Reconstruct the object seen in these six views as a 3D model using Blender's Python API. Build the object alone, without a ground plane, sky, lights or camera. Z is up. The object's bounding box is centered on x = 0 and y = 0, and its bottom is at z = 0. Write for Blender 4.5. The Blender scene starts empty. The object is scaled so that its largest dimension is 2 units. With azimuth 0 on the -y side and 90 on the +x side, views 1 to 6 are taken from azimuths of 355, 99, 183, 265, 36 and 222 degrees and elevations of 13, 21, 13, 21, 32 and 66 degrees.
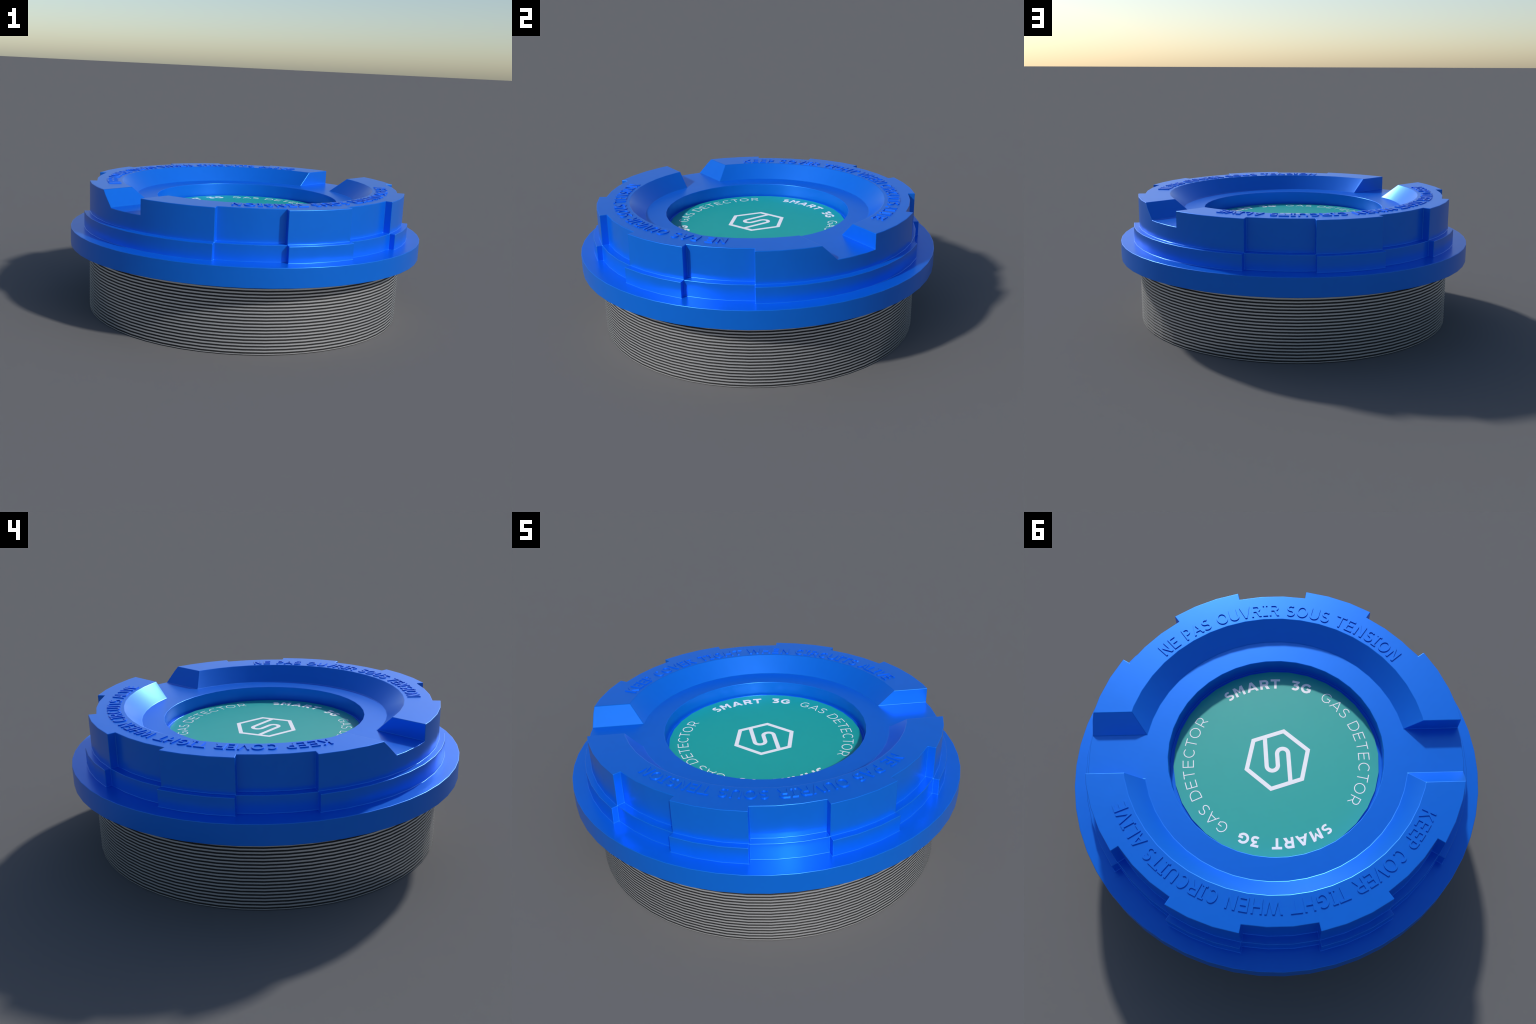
# Screw-in enclosure cap: blue painted cover with castellated rim, slot and raised
# warning lettering, a teal label plate in the well, and a fine-threaded metal skirt.
import bpy, bmesh, math
from math import sin, cos, pi, radians as rad
from mathutils import Vector, Matrix

COL = bpy.context.scene.collection

# ------------------------------------------------------------------ dimensions (metres)
ROT = 42.5                       # the slot runs along this azimuth
FLANGE_R, FLANGE_Z0, FLANGE_Z1 = 1.0, 0.3668, 0.469
STEP_Z, TOP_Z, FLOOR_Z = 0.5535, 0.7221, 0.6395
LOW_R, MID_R, CUT_R = 0.9258, 0.8948, 0.8556   # lower tier, upper tier / lower pocket, upper pocket
CONE_R0, CONE_R1 = 0.632, 0.7155
WELL_R, WELL_Z = 0.5165, 0.556
LABEL_R, LABEL_Z = 0.4995, 0.565
THREAD_R, PITCH = 0.8955, 0.01655
SLOT_HALF = 0.117
EDGE = 0.0031                    # rounding of the cast edges

# ------------------------------------------------------------------ materials
def principled(name, color, rough, metallic=0.0, spec=0.5, var=0.04, scale=14.0, bump=0.0, bscale=220.0):
    m = bpy.data.materials.new(name); m.use_nodes = True
    nt = m.node_tree; b = nt.nodes["Principled BSDF"]
    tc = nt.nodes.new("ShaderNodeTexCoord")
    nz = nt.nodes.new("ShaderNodeTexNoise"); nz.inputs["Scale"].default_value = scale
    nz.inputs["Detail"].default_value = 4
    nt.links.new(tc.outputs["Object"], nz.inputs["Vector"])
    rp = nt.nodes.new("ShaderNodeValToRGB")
    lo = [c * (1 - var) for c in color]; hi = [min(1, c * (1 + var)) for c in color]
    rp.color_ramp.elements[0].position = .3; rp.color_ramp.elements[0].color = (*lo, 1)
    rp.color_ramp.elements[1].position = .7; rp.color_ramp.elements[1].color = (*hi, 1)
    nt.links.new(nz.outputs["Fac"], rp.inputs["Fac"])
    nt.links.new(rp.outputs["Color"], b.inputs["Base Color"])
    b.inputs["Roughness"].default_value = rough
    b.inputs["Metallic"].default_value = metallic
    b.inputs["Specular IOR Level"].default_value = spec
    if bump:
        n2 = nt.nodes.new("ShaderNodeTexNoise"); n2.inputs["Scale"].default_value = bscale
        nt.links.new(tc.outputs["Object"], n2.inputs["Vector"])
        bp = nt.nodes.new("ShaderNodeBump"); bp.inputs["Strength"].default_value = bump
        bp.inputs["Distance"].default_value = 0.002
        nt.links.new(n2.outputs["Fac"], bp.inputs["Height"])
        nt.links.new(bp.outputs["Normal"], b.inputs["Normal"])
    return m

BLUE = principled("blue_enamel", (0.003, 0.181, 0.84), 0.31, metallic=0.45, spec=0.5, var=0.012)
TEAL = principled("teal_label", (0.010, 0.402, 0.362), 0.45, var=0.01)
WHITE = principled("white_print", (0.97, 0.96, 0.98), 0.45, var=0.01)
STEEL = principled("machined_steel", (0.64, 0.64, 0.65), 0.36, metallic=0.7, var=0.04, scale=60)
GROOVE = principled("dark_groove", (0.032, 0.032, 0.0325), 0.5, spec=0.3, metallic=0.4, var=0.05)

# ------------------------------------------------------------------ helpers
def link(ob, parent=None):
    COL.objects.link(ob)
    if parent: ob.parent = parent
    return ob

def bm_object(name, bm, mat=None):
    me = bpy.data.meshes.new(name); bm.to_mesh(me); bm.free()
    ob = bpy.data.objects.new(name, me)
    if mat: me.materials.append(mat)
    COL.objects.link(ob)
    return ob

def pt(r, a, z): return Vector((r * cos(rad(a)), r * sin(rad(a)), z))

def loft(rings, capped=True):
    """closed solid through rings of equal vertex count"""
    bm = bmesh.new()
    vs = [[bm.verts.new(p) for p in ring] for ring in rings]
    n = len(vs[0])
    for a, b in zip(vs, vs[1:]):
        for i in range(n):
            j = (i + 1) % n
            bm.faces.new((a[i], a[j], b[j], b[i]))
    if capped:
        bm.faces.new(list(reversed(vs[0]))); bm.faces.new(vs[-1])
    return bm

def clean(bm, d=2e-5):
    bmesh.ops.remove_doubles(bm, verts=bm.verts[:], dist=d)
    bmesh.ops.dissolve_degenerate(bm, edges=bm.edges[:], dist=1e-5)
    bmesh.ops.recalc_face_normals(bm, faces=bm.faces[:])

def ring(n, r, z, off=0.0): return [pt(r, off + 360 * i / n, z) for i in range(n)]

def boolean(target, cutter, op):
    m = target.modifiers.new("b", 'BOOLEAN'); m.operation = op; m.solver = 'EXACT'; m.object = cutter
    dg = bpy.context.evaluated_depsgraph_get()
    me = bpy.data.meshes.new_from_object(target.evaluated_get(dg))
    target.modifiers.clear(); old = target.data; target.data = me
    bpy.data.meshes.remove(old); bpy.data.objects.remove(cutter)

# ------------------------------------------------------------------ cover casting
# 48-sided tiers; pockets 22.5 deg wide centred at -90, -45... leave three per side, the
# wide lands lie next to the slot ends
SIDES = 48
def in_pocket(a):
    a = (a + 180) % 360 - 180
    for c in (-135, -90, -45, 45, 90, 135):
        if abs(a - c) < 11.0: return True
    return False

def tier(r_land, r_pocket, z):
    out = []
    step = 360 / SIDES
    for i in range(SIDES):
        a = step * (i + 0.5)
        before, after = in_pocket(a - step / 2), in_pocket(a + step / 2)
        out.append(pt(r_pocket if before else r_land, a + ROT, z))
        out.append(pt(r_pocket if after else r_land, a + ROT, z))
    return out

# lower tier, ledge and upper walls share the same stations
def add_rings(bm, rings, cap_first=False, cap_last=False):
    vs = [[bm.verts.new(p) for p in r] for r in rings]; n = len(vs[0])
    for a, b in zip(vs, vs[1:]):
        for i in range(n):
            j = (i + 1) % n
            pts = [a[i].co, a[j].co, b[j].co, b[i].co]
            if ((pts[2] - pts[0]).cross(pts[3] - pts[1])).length < 1e-9: continue
            bm.faces.new((a[i], a[j], b[j], b[i]))
    for flag, r in ((cap_first, vs[0]), (cap_last, vs[-1])):
        if flag:
            seq = [v for k, v in enumerate(r) if (v.co - r[k - 1].co).length > 1e-6]
            bm.faces.new(seq)
bm = bmesh.new()
add_rings(bm, [tier(LOW_R, MID_R, 0.43), tier(LOW_R, MID_R, STEP_Z),
               tier(MID_R, CUT_R, STEP_Z), tier(MID_R, CUT_R, TOP_Z)], True, True)
clean(bm)
body = bm_object("cover_casting", bm)

bm = loft([ring(54, FLANGE_R, FLANGE_Z0), ring(54, FLANGE_R, FLANGE_Z1)]); clean(bm)
boolean(body, bm_object("tmp", bm), 'UNION')

slope = (CONE_R1 - CONE_R0) / (TOP_Z - FLOOR_Z)
off = ROT + 180 / SIDES
bm = loft([ring(SIDES, CONE_R0, FLOOR_Z, off), ring(SIDES, CONE_R0 + slope * 0.15, FLOOR_Z + 0.15, off)]); clean(bm)
boolean(body, bm_object("tmp", bm), 'DIFFERENCE')

# slots: one upright wall, the other leaning back 45 degrees
d = Vector((cos(rad(ROT)), sin(rad(ROT)), 0)); nrm = Vector((-d.y, d.x, 0))
for s in (1, -1):
    sec = [(-SLOT_HALF, FLOOR_Z), (SLOT_HALF, FLOOR_Z), (SLOT_HALF, 0.80), (-SLOT_HALF - 0.161, 0.80)]
    rings = [[d * (s * r) + nrm * (s * q) + Vector((0, 0, z)) for q, z in sec] for r in (0.45, 1.2)]
    bm = loft(rings); clean(bm)
    boolean(body, bm_object("tmp", bm), 'DIFFERENCE')

bm = loft([ring(42, WELL_R, WELL_Z), ring(42, WELL_R, 0.9)]); clean(bm)
boolean(body, bm_object("tmp", bm), 'DIFFERENCE')

bm = bmesh.new(); bm.from_mesh(body.data)
clean(bm, 4e-5)
bmesh.ops.dissolve_limit(bm, angle_limit=rad(0.4), verts=bm.verts[:], edges=bm.edges[:])
bad = [e for e in bm.edges if not e.is_manifold]
print("cover: verts", len(bm.verts), "faces", len(bm.faces), "non-manifold", len(bad))
for f in bm.faces: f.smooth = True
bm.to_mesh(body.data); bm.free()
bv = body.modifiers.new("round", 'BEVEL'); bv.width = EDGE; bv.segments = 2
bv.limit_method = 'ANGLE'; bv.angle_limit = rad(28); bv.harden_normals = True; bv.use_clamp_overlap = False
dg = bpy.context.evaluated_depsgraph_get()
whole = bpy.data.meshes.new_from_object(body.evaluated_get(dg))
bpy.data.objects.remove(body)

def split(mesh, name, pick, parent, mat):
    """one region of the casting as an object of its own, keeping the casting's normals"""
    cn = [v.vector.copy() for v in mesh.corner_normals]
    index, verts, faces, normals = {}, [], [], []
    for p in mesh.polygons:
        if pick(p.center) is not True: continue
        f = []
        for li in p.loop_indices:
            vi = mesh.loops[li].vertex_index
            if vi not in index:
                index[vi] = len(verts); verts.append(mesh.vertices[vi].co.copy())
            f.append(index[vi]); normals.append(cn[li])
        faces.append(f)
    me = bpy.data.meshes.new(name); me.from_pydata(verts, [], faces); me.update()
    me.polygons.foreach_set("use_smooth", [True] * len(me.polygons))
    me.normals_split_custom_set(normals)
    me.materials.append(mat)
    return link(bpy.data.objects.new(name, me), parent)

thing = link(bpy.data.objects.new("enclosure_cap", None))
thing["label"] = "blue screw-in gas detector cover with threaded metal skirt"
thing["category"] = "screw cap"

def region(c):
    r = math.hypot(c.x, c.y)
    if c.z < FLANGE_Z1 + 0.0015 and r > 0.6: return "flange"
    if c.z < FLANGE_Z1 - 0.05: return "flange"
    if c.z < STEP_Z + 0.002 and r > 0.6: return "grip_collar"
    if r < WELL_R + 0.003 and c.z < FLOOR_Z + 0.001: return "label_well"
    return "slotted_rim"
parts = {k: split(whole, k, lambda c, k=k: region(c) == k, thing, BLUE)
         for k in ("flange", "grip_collar", "slotted_rim", "label_well")}
bpy.data.meshes.remove(whole)

# ------------------------------------------------------------------ threaded skirt
bm = bmesh.new()
prof = [(THREAD_R - 0.004, 0.0, 0), (THREAD_R, 0.0012, 0)]     # radius, height, material of the band below the next point
G = 0.0043                                                     # half width of a groove
z = 0.0097
while z + G + 0.002 < FLANGE_Z0:
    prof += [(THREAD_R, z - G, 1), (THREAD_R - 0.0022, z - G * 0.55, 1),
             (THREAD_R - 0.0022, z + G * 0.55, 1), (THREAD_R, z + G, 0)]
    z += PITCH
prof.append((THREAD_R, FLANGE_Z0 + 0.004, 0))
N = 54
rings = [[bm.verts.new(p) for p in ring(N, r, h)] for r, h, _ in prof]
for k in range(len(prof) - 1):
    for i in range(N):
        j = (i + 1) % N
        f = bm.faces.new((rings[k][i], rings[k][j], rings[k + 1][j], rings[k + 1][i]))
        f.material_index = prof[k][2]; f.smooth = True
bm.faces.new(list(reversed(rings[0])))
bm.faces.new(rings[-1])
bm.normal_update()
for e in bm.edges:
    if len(e.link_faces) == 2 and e.calc_face_angle(0) > rad(18): e.smooth = False
skirt = bm_object("threaded_skirt", bm, STEEL); skirt.data.materials.append(GROOVE); skirt.parent = thing

# ------------------------------------------------------------------ label plate
bm = loft([ring(32, LABEL_R, WELL_Z - 0.003), ring(32, LABEL_R, LABEL_Z)])
clean(bm)
plate = bm_object("label_plate", bm, TEAL); plate.parent = thing

# ------------------------------------------------------------------ lettering: a small stroke alphabet
# glyphs are drawn in a box W wide and c tall with stem width w
def arc(cx, cy, rx, ry, a0, a1, n=14):
    return [(cx + rx * cos(rad(a0 + (a1 - a0) * i / n)), cy + ry * sin(rad(a0 + (a1 - a0) * i / n))) for i in range(n + 1)]

def sweep(path, w, closed=False):
    """outline of a pen stroke; returns (left side, right side)"""
    n = len(path); L, R = [], []
    for i, p in enumerate(path):
        p = Vector(p)
        a = Vector(path[i - 1]) if (i or closed) else None
        b = Vector(path[(i + 1) % n]) if (i < n - 1 or closed) else None
        t0 = (p - a).normalized() if a is not None else None
        t1 = (b - p).normalized() if b is not None else None
        t0 = t0 or t1; t1 = t1 or t0
        n0, n1 = Vector((-t0.y, t0.x)), Vector((-t1.y, t1.x))
        m = (n0 + n1).normalized(); k = w / 2 / max(0.35, m.dot(n0))
        L.append(tuple(p + m * k)); R.append(tuple(p - m * k))
    return L, R

def stroke(path, w):
    L, R = sweep(path, w); return ('poly', L + R[::-1])
def loop(path, w):
    L, R = sweep(path, w, True); return ('ring', L, R)
def box(x0, y0, x1, y1): return ('poly', [(x0, y0), (x1, y0), (x1, y1), (x0, y1)])

def glyph(ch, W, c, w, serif=False):
    h = w / 2
    if ch == 'E':
        m = c * 0.52
        return [('poly', [(0, 0), (W, 0), (W, w), (w, w), (w, m - h), (W * .92, m - h), (W * .92, m + h), (w, m + h),
                          (w, c - w), (W, c - w), (W, c), (0, c)])]
    if ch == 'L': return [('poly', [(0, 0), (W, 0), (W, w), (w, w), (w, c), (0, c)])]
    if ch == 'T': return [('poly', [(W/2-h, 0), (W/2+h, 0), (W/2+h, c-w), (W, c-w), (W, c), (0, c), (0, c-w), (W/2-h, c-w)])]
    if ch == 'I':
        s = w * .85
        return [('poly', [(0, 0), (W, 0), (W, s), (W/2+h, s), (W/2+h, c-s), (W, c-s), (W, c), (0, c), (0, c-s),
                          (W/2-h, c-s), (W/2-h, s), (0, s)])]
    if ch == 'H':
        m = c * .52
        return [('poly', [(0, 0), (w, 0), (w, m-h), (W-w, m-h), (W-w, 0), (W, 0), (W, c), (W-w, c), (W-w, m+h), (w, m+h), (w, c), (0, c)])]
    if ch == 'N':
        q = w * 1.2; y = c * w / (W - q)
        return [('poly', [(0, 0), (w, 0), (w, c - y), (W - q, 0), (W, 0), (W, c), (W - w, c), (W - w, y), (q, c), (0, c)])]
    if ch == 'M':
        q = w * 1.05; vy = c * .58; vl = c * .26
        k = (c - vy) / (W / 2 - q); yl = vl + (W / 2 - w) * k
        yl = min(yl, c - w * .9)
        return [('poly', [(0, 0), (w, 0), (w, yl), (W/2, vl), (W-w, yl), (W-w, 0), (W, 0), (W, c), (W-q, c), (W/2, vy), (q, c), (0, c)])]
    if ch in 'AV':
        x = w * 1.06; t = w * .52
        sl = c / (W / 2 - t)                       # outer edge slope
        ap = (W / 2 - x) * sl                      # inner apex height
        pts = [(0, 0), (x, 0), (W/2, min(ap, c - w * .8)), (W-x, 0), (W, 0), (W/2+t, c), (W/2-t, c)]
        out = [('poly', pts)]
        if ch == 'A':
            y0 = c * (.25 if w < c * .2 else .19); y1 = y0 + w * (.92 if w < c * .2 else .82)
            xl = lambda y: x * .6 + y / sl
            out.append(('poly', [(xl(y0), y0), (W - xl(y0), y0), (W - xl(y1), y1), (xl(y1), y1)]))
        else:
            out = [('poly', [(a, c - b) for a, b in pts])]
        return out
    if ch == 'W':
        x = w * 1.08; q = W / 2; t = w * .55
        a, b = W * .265, W * .735
        return [('poly', [(0, c), (x, c), (a, w * 1.5), (q - t, c), (q + t, c), (b, w * 1.5), (W - x, c), (W, c),
                          (b + t, 0), (b - t, 0), (q, c - w * 1.5), (a + t, 0), (a - t, 0)])]
    if ch == 'K':
        return [box(0, 0, w, c), ('poly', [(w * .7, c * .40), (w * 1.9, c * .52), (W - w * .1, c), (W - w * 1.4, c), (w * .7, c * .54)]),
                ('poly', [(w * 1.6, c * .55), (w * 2.3, c * .66), (W, 0), (W - w * 1.35, 0)])]
    if ch == 'O': return [loop(arc(W/2, c/2, W/2 - h, c/2 - h, 0, 360, 36)[:-1], w)]
    if ch == 'D':
        r = c/2 - h; rx = min(r, W - w - h)
        return [loop([(h, h), (W - h - rx, h)] + arc(W - h - rx, c/2, rx, r, -90, 90, 18)[1:-1] + [(W - h - rx, c - h), (h, c - h)], w)]
    if ch == 'U':
        r = W/2 - h
        return [stroke([(h, c), (h, r + h)] + arc(W/2, r + h, r, r, 180, 360, 18)[1:-1] + [(W - h, r + h), (W - h, c)], w)]
    if ch == 'C':
        return [stroke(arc(W * .53, c/2, W * .53 - h, c/2 - h, 48, 312, 28), w)]
    if ch == 'G':
        if serif:
            return [stroke(arc(W * .52, c/2, W * .52 - h, c/2 - h, 50, 285, 26) + [(W - h, h * 2.2 + c * .04), (W - h, c * .47)], w),
                    box(W * .55, c * .47 - w * .5, W - w * .1, c * .47 + w * .4)]
        if w > c * .2:
            return [stroke(arc(W * .52, c/2, W * .52 - h, c/2 - h, 44, 318, 28), w),
                    ('poly', [(W - w, c * .20), (W - w * .08, c * .19), (W - w * .08, c * .56), (W * .56, c * .56), (W * .56, c * .36), (W - w, c * .36)])]
        return [stroke(arc(W * .52, c/2, W * .52 - h, c/2 - h, 46, 322, 28), w),
                ('poly', [(W - w * 1.0, c * .18), (W - w * .05, c * .15), (W - w * .05, c * .52), (W * .60 - h, c * .52), (W * .60 - h, c * .52 - w * .95), (W - w * 1.0, c * .52 - w * .95)])]
    if ch in 'PR':
        m = c * (.40 if ch == 'P' else .44 if serif else .33); r = (c - m) / 2; bx = W * (1 if ch == 'P' else .94)
        out = [('poly', [(0, 0), (w, 0), (w, c), (0, c)]),
               stroke([(w, c - h)] + arc(bx - h - (r - h) , (c + m) / 2, r - h, r - h, 90, -90, 16) + [(w, m + h)], w)]
        if ch == 'R':
            out.append(('poly', [(W * .42, m + w * .6), (W * .42 + w * 1.25, m + w * .6), (W, 0), (W - w * 1.3, 0)]))
        return out
    if ch == 'S':
        r1, r2 = (c / 2 - h) * .48, (c / 2 - h) * .52
        top = arc(W/2, c - h - r1, W * .46 - h, r1, 38 if w < c * .2 else 50, 90, 6) + arc(W/2, c - h - r1, W * .46 - h, r1, 90, 250, 14)[1:]
        bot = arc(W/2, h + r2, W/2 - h, r2, 70, -90, 14) + arc(W/2, h + r2, W * .52 - h, r2, -90, -142 if w < c * .2 else -132, 6)[1:]
        return [stroke(top + bot, w * (.86 if w > c * .2 else 1))]
    if ch == '3':
        m = c * .33; r = m - h
        return [('poly', [(W * .04, c), (W * .04, c - w), (W * .62, c - w), (W * .30, c * .58), (W * .30, c * .58 - w * .62),
                          (W * .52, c * .58 - w * .62), (W * .92, c - w * .6), (W * .92, c)]),
                stroke([(W * .312, m * 2 - h - w * .02)] + arc(W * .55, m, W * .45 - h, r, 90, -90, 16) + arc(W * .5, m, W * .5 - h, r, -90, -140, 6)[1:], w)]
    raise ValueError(ch)

def extrude_glyph(ch, W, c, w, z0, z1, serif=False):
    """prism of a glyph, x centred, baseline on y=0; later strokes a hair lower so that no faces coincide"""
    bm = bmesh.new()
    for k, g in enumerate(glyph(ch, W, c, w, serif)):
        zt = z1 - 0.00016 * k
        conts = [g[1]] if g[0] == 'poly' else [g[1], g[2]]
        tops = [[bm.verts.new((x - W / 2, y, zt)) for x, y in cc] for cc in conts]
        bots = [[bm.verts.new((x - W / 2, y, z0)) for x, y in cc] for cc in conts]
        for t, b in zip(tops, bots):
            n = len(t)
            for i in range(n): bm.faces.new((t[i], t[(i+1) % n], b[(i+1) % n], b[i]))
        if g[0] == 'poly': bm.faces.new(tops[0]); bm.faces.new(bots[0][::-1])
        else:
            n = len(tops[0])
            for i in range(n):
                j = (i + 1) % n
                bm.faces.new((tops[0][i], tops[0][j], tops[1][j], tops[1][i]))
                bm.faces.new((bots[0][j], bots[0][i], bots[1][i], bots[1][j]))
    bmesh.ops.recalc_face_normals(bm, faces=bm.faces[:])
    # coarse n-gon tops tessellate badly when concave: triangulate them here
    bmesh.ops.triangulate(bm, faces=[f for f in bm.faces if len(f.verts) > 4])
    return bm

cache = {}
def letter(name, ch, W, c, w, z0, z1, r, az, mat, parent, serif=False):
    key = (name, ch, round(W, 4), w)
    if key not in cache:
        bm = extrude_glyph(ch, W, c, w, z0, z1, serif)
        me = bpy.data.meshes.new(name); bm.to_mesh(me); bm.free(); me.materials.append(mat); cache[key] = me
    ob = link(bpy.data.objects.new(name, cache[key]), parent)
    ob.matrix_local = Matrix.Rotation(rad(az - 90), 4, 'Z') @ Matrix.Translation((0, r, 0))
    return ob

# raised warnings on the rim, set like type: (advance, drawn width) in em
EM = 0.0915
FACE = dict(A=(.600, .585), C=(.601, .50), E=(.561, .42), G=(.6675, .55), H=(.676, .52), I=(.373, .27), K=(.588, .51),
            L=(.498, .39), N=(.667, .49), O=(.708, .62), P=(.551, .43), R=(.621, .53), S=(.557, .46), T=(.5845, .57),
            U=(.656, .52), V=(.596, .58), W=(.902, .87))
def set_warning(text, start, per_em):
    x = 0.0
    for ch in text:
        if ch == ' ': x += .3125; continue
        adv, W = FACE[ch]
        letter("raised_letter", ch, W * EM, 0.0665, 0.0090, TOP_Z - 0.002, TOP_Z + 0.0045, 0.7345,
               start - (x + adv / 2) * per_em, BLUE, parts["slotted_rim"], True)
        x += adv
set_warning("NE PAS OUVRIR SOUS TENSION", -0.9, 6.925)
set_warning("KEEP COVER TIGHT WHEN CIRCUITS ALIVE", 196.3, 6.83)

# printed label: the same two lines on each half
BOLD = [('S', -15.1, .0425), ('M', -22.8, .0515), ('A', -32.0, .0585), ('R', -40.8, .0475), ('T', -48.2, .0478), ('3', -61.9, .043), ('G', -69.6, .053)]
THIN = [('G', -85.3, .0485), ('A', -94.0, .0522), ('S', -101.6, .039), ('D', -113.4, .0485), ('E', -121.4, .0388), ('T', -128.6, .0418),
        ('E', -136.2, .0385), ('C', -144.1, .049), ('T', -151.5, .0418), ('O', -159.3, .0555), ('R', -168.4, .042)]
for half in (0, 180):
    for ch, az, W in BOLD:
        letter("bold_letter", ch, W, 0.0545, 0.0123, LABEL_Z - 0.002, LABEL_Z + 0.0005, 0.4010, az + half, WHITE, plate)
    for ch, az, W in THIN:
        letter("thin_letter", ch, W, 0.0545, 0.0043, LABEL_Z - 0.002, LABEL_Z + 0.0005, 0.4005, az + half, WHITE, plate)

# emblem: hexagon outline with an S-shaped line from edge to edge
ex, ey, HEX, LW = -0.0025, -0.0070, 0.169, 0.0205
zt, zb = LABEL_Z + 0.0005, LABEL_Z - 0.002
def prism(name, contours, zt):
    bm = bmesh.new()
    tops = [[bm.verts.new((x + ex, y + ey, zt)) for x, y in c] for c in contours]
    bots = [[bm.verts.new((x + ex, y + ey, zb)) for x, y in c] for c in contours]
    n = len(tops[0])
    for t, b in zip(tops, bots):
        for i in range(n): bm.faces.new((t[i], t[(i+1) % n], b[(i+1) % n], b[i]))
    if len(contours) == 2:
        for i in range(n):
            j = (i + 1) % n
            bm.faces.new((tops[0][i], tops[0][j], tops[1][j], tops[1][i]))
    else:
        bm.faces.new(tops[0])
    bmesh.ops.recalc_face_normals(bm, faces=bm.faces[:])
    bmesh.ops.triangulate(bm, faces=[f for f in bm.faces if len(f.verts) > 4])
    ob = bm_object(name, bm, WHITE); ob.parent = plate
    return ob
hexo = [(HEX * cos(rad(60 * i)), HEX * sin(rad(60 * i))) for i in range(6)]
k = 1 - LW / (HEX * cos(rad(30)))
prism("emblem_hexagon", [hexo, [(x * k, y * k) for x, y in hexo]], zt)
q, yc = 0.0545, 0.030
path = [(q, -0.1325), (q, yc)] + arc(q / 2, yc, q / 2, q / 2, 0, 180, 20)[1:-1] + [(0, yc), (0, -yc)] + \
       arc(-q / 2, -yc, q / 2, q / 2, 0, -180, 20)[1:-1] + [(-q, -yc), (-q, 0.1325)]
c45 = cos(rad(45))
path = [((x - y) * c45, (x + y) * c45) for x, y in path]
L, R = sweep(path, LW)
prism("emblem_line", [L + R[::-1]], zt - 0.0002)
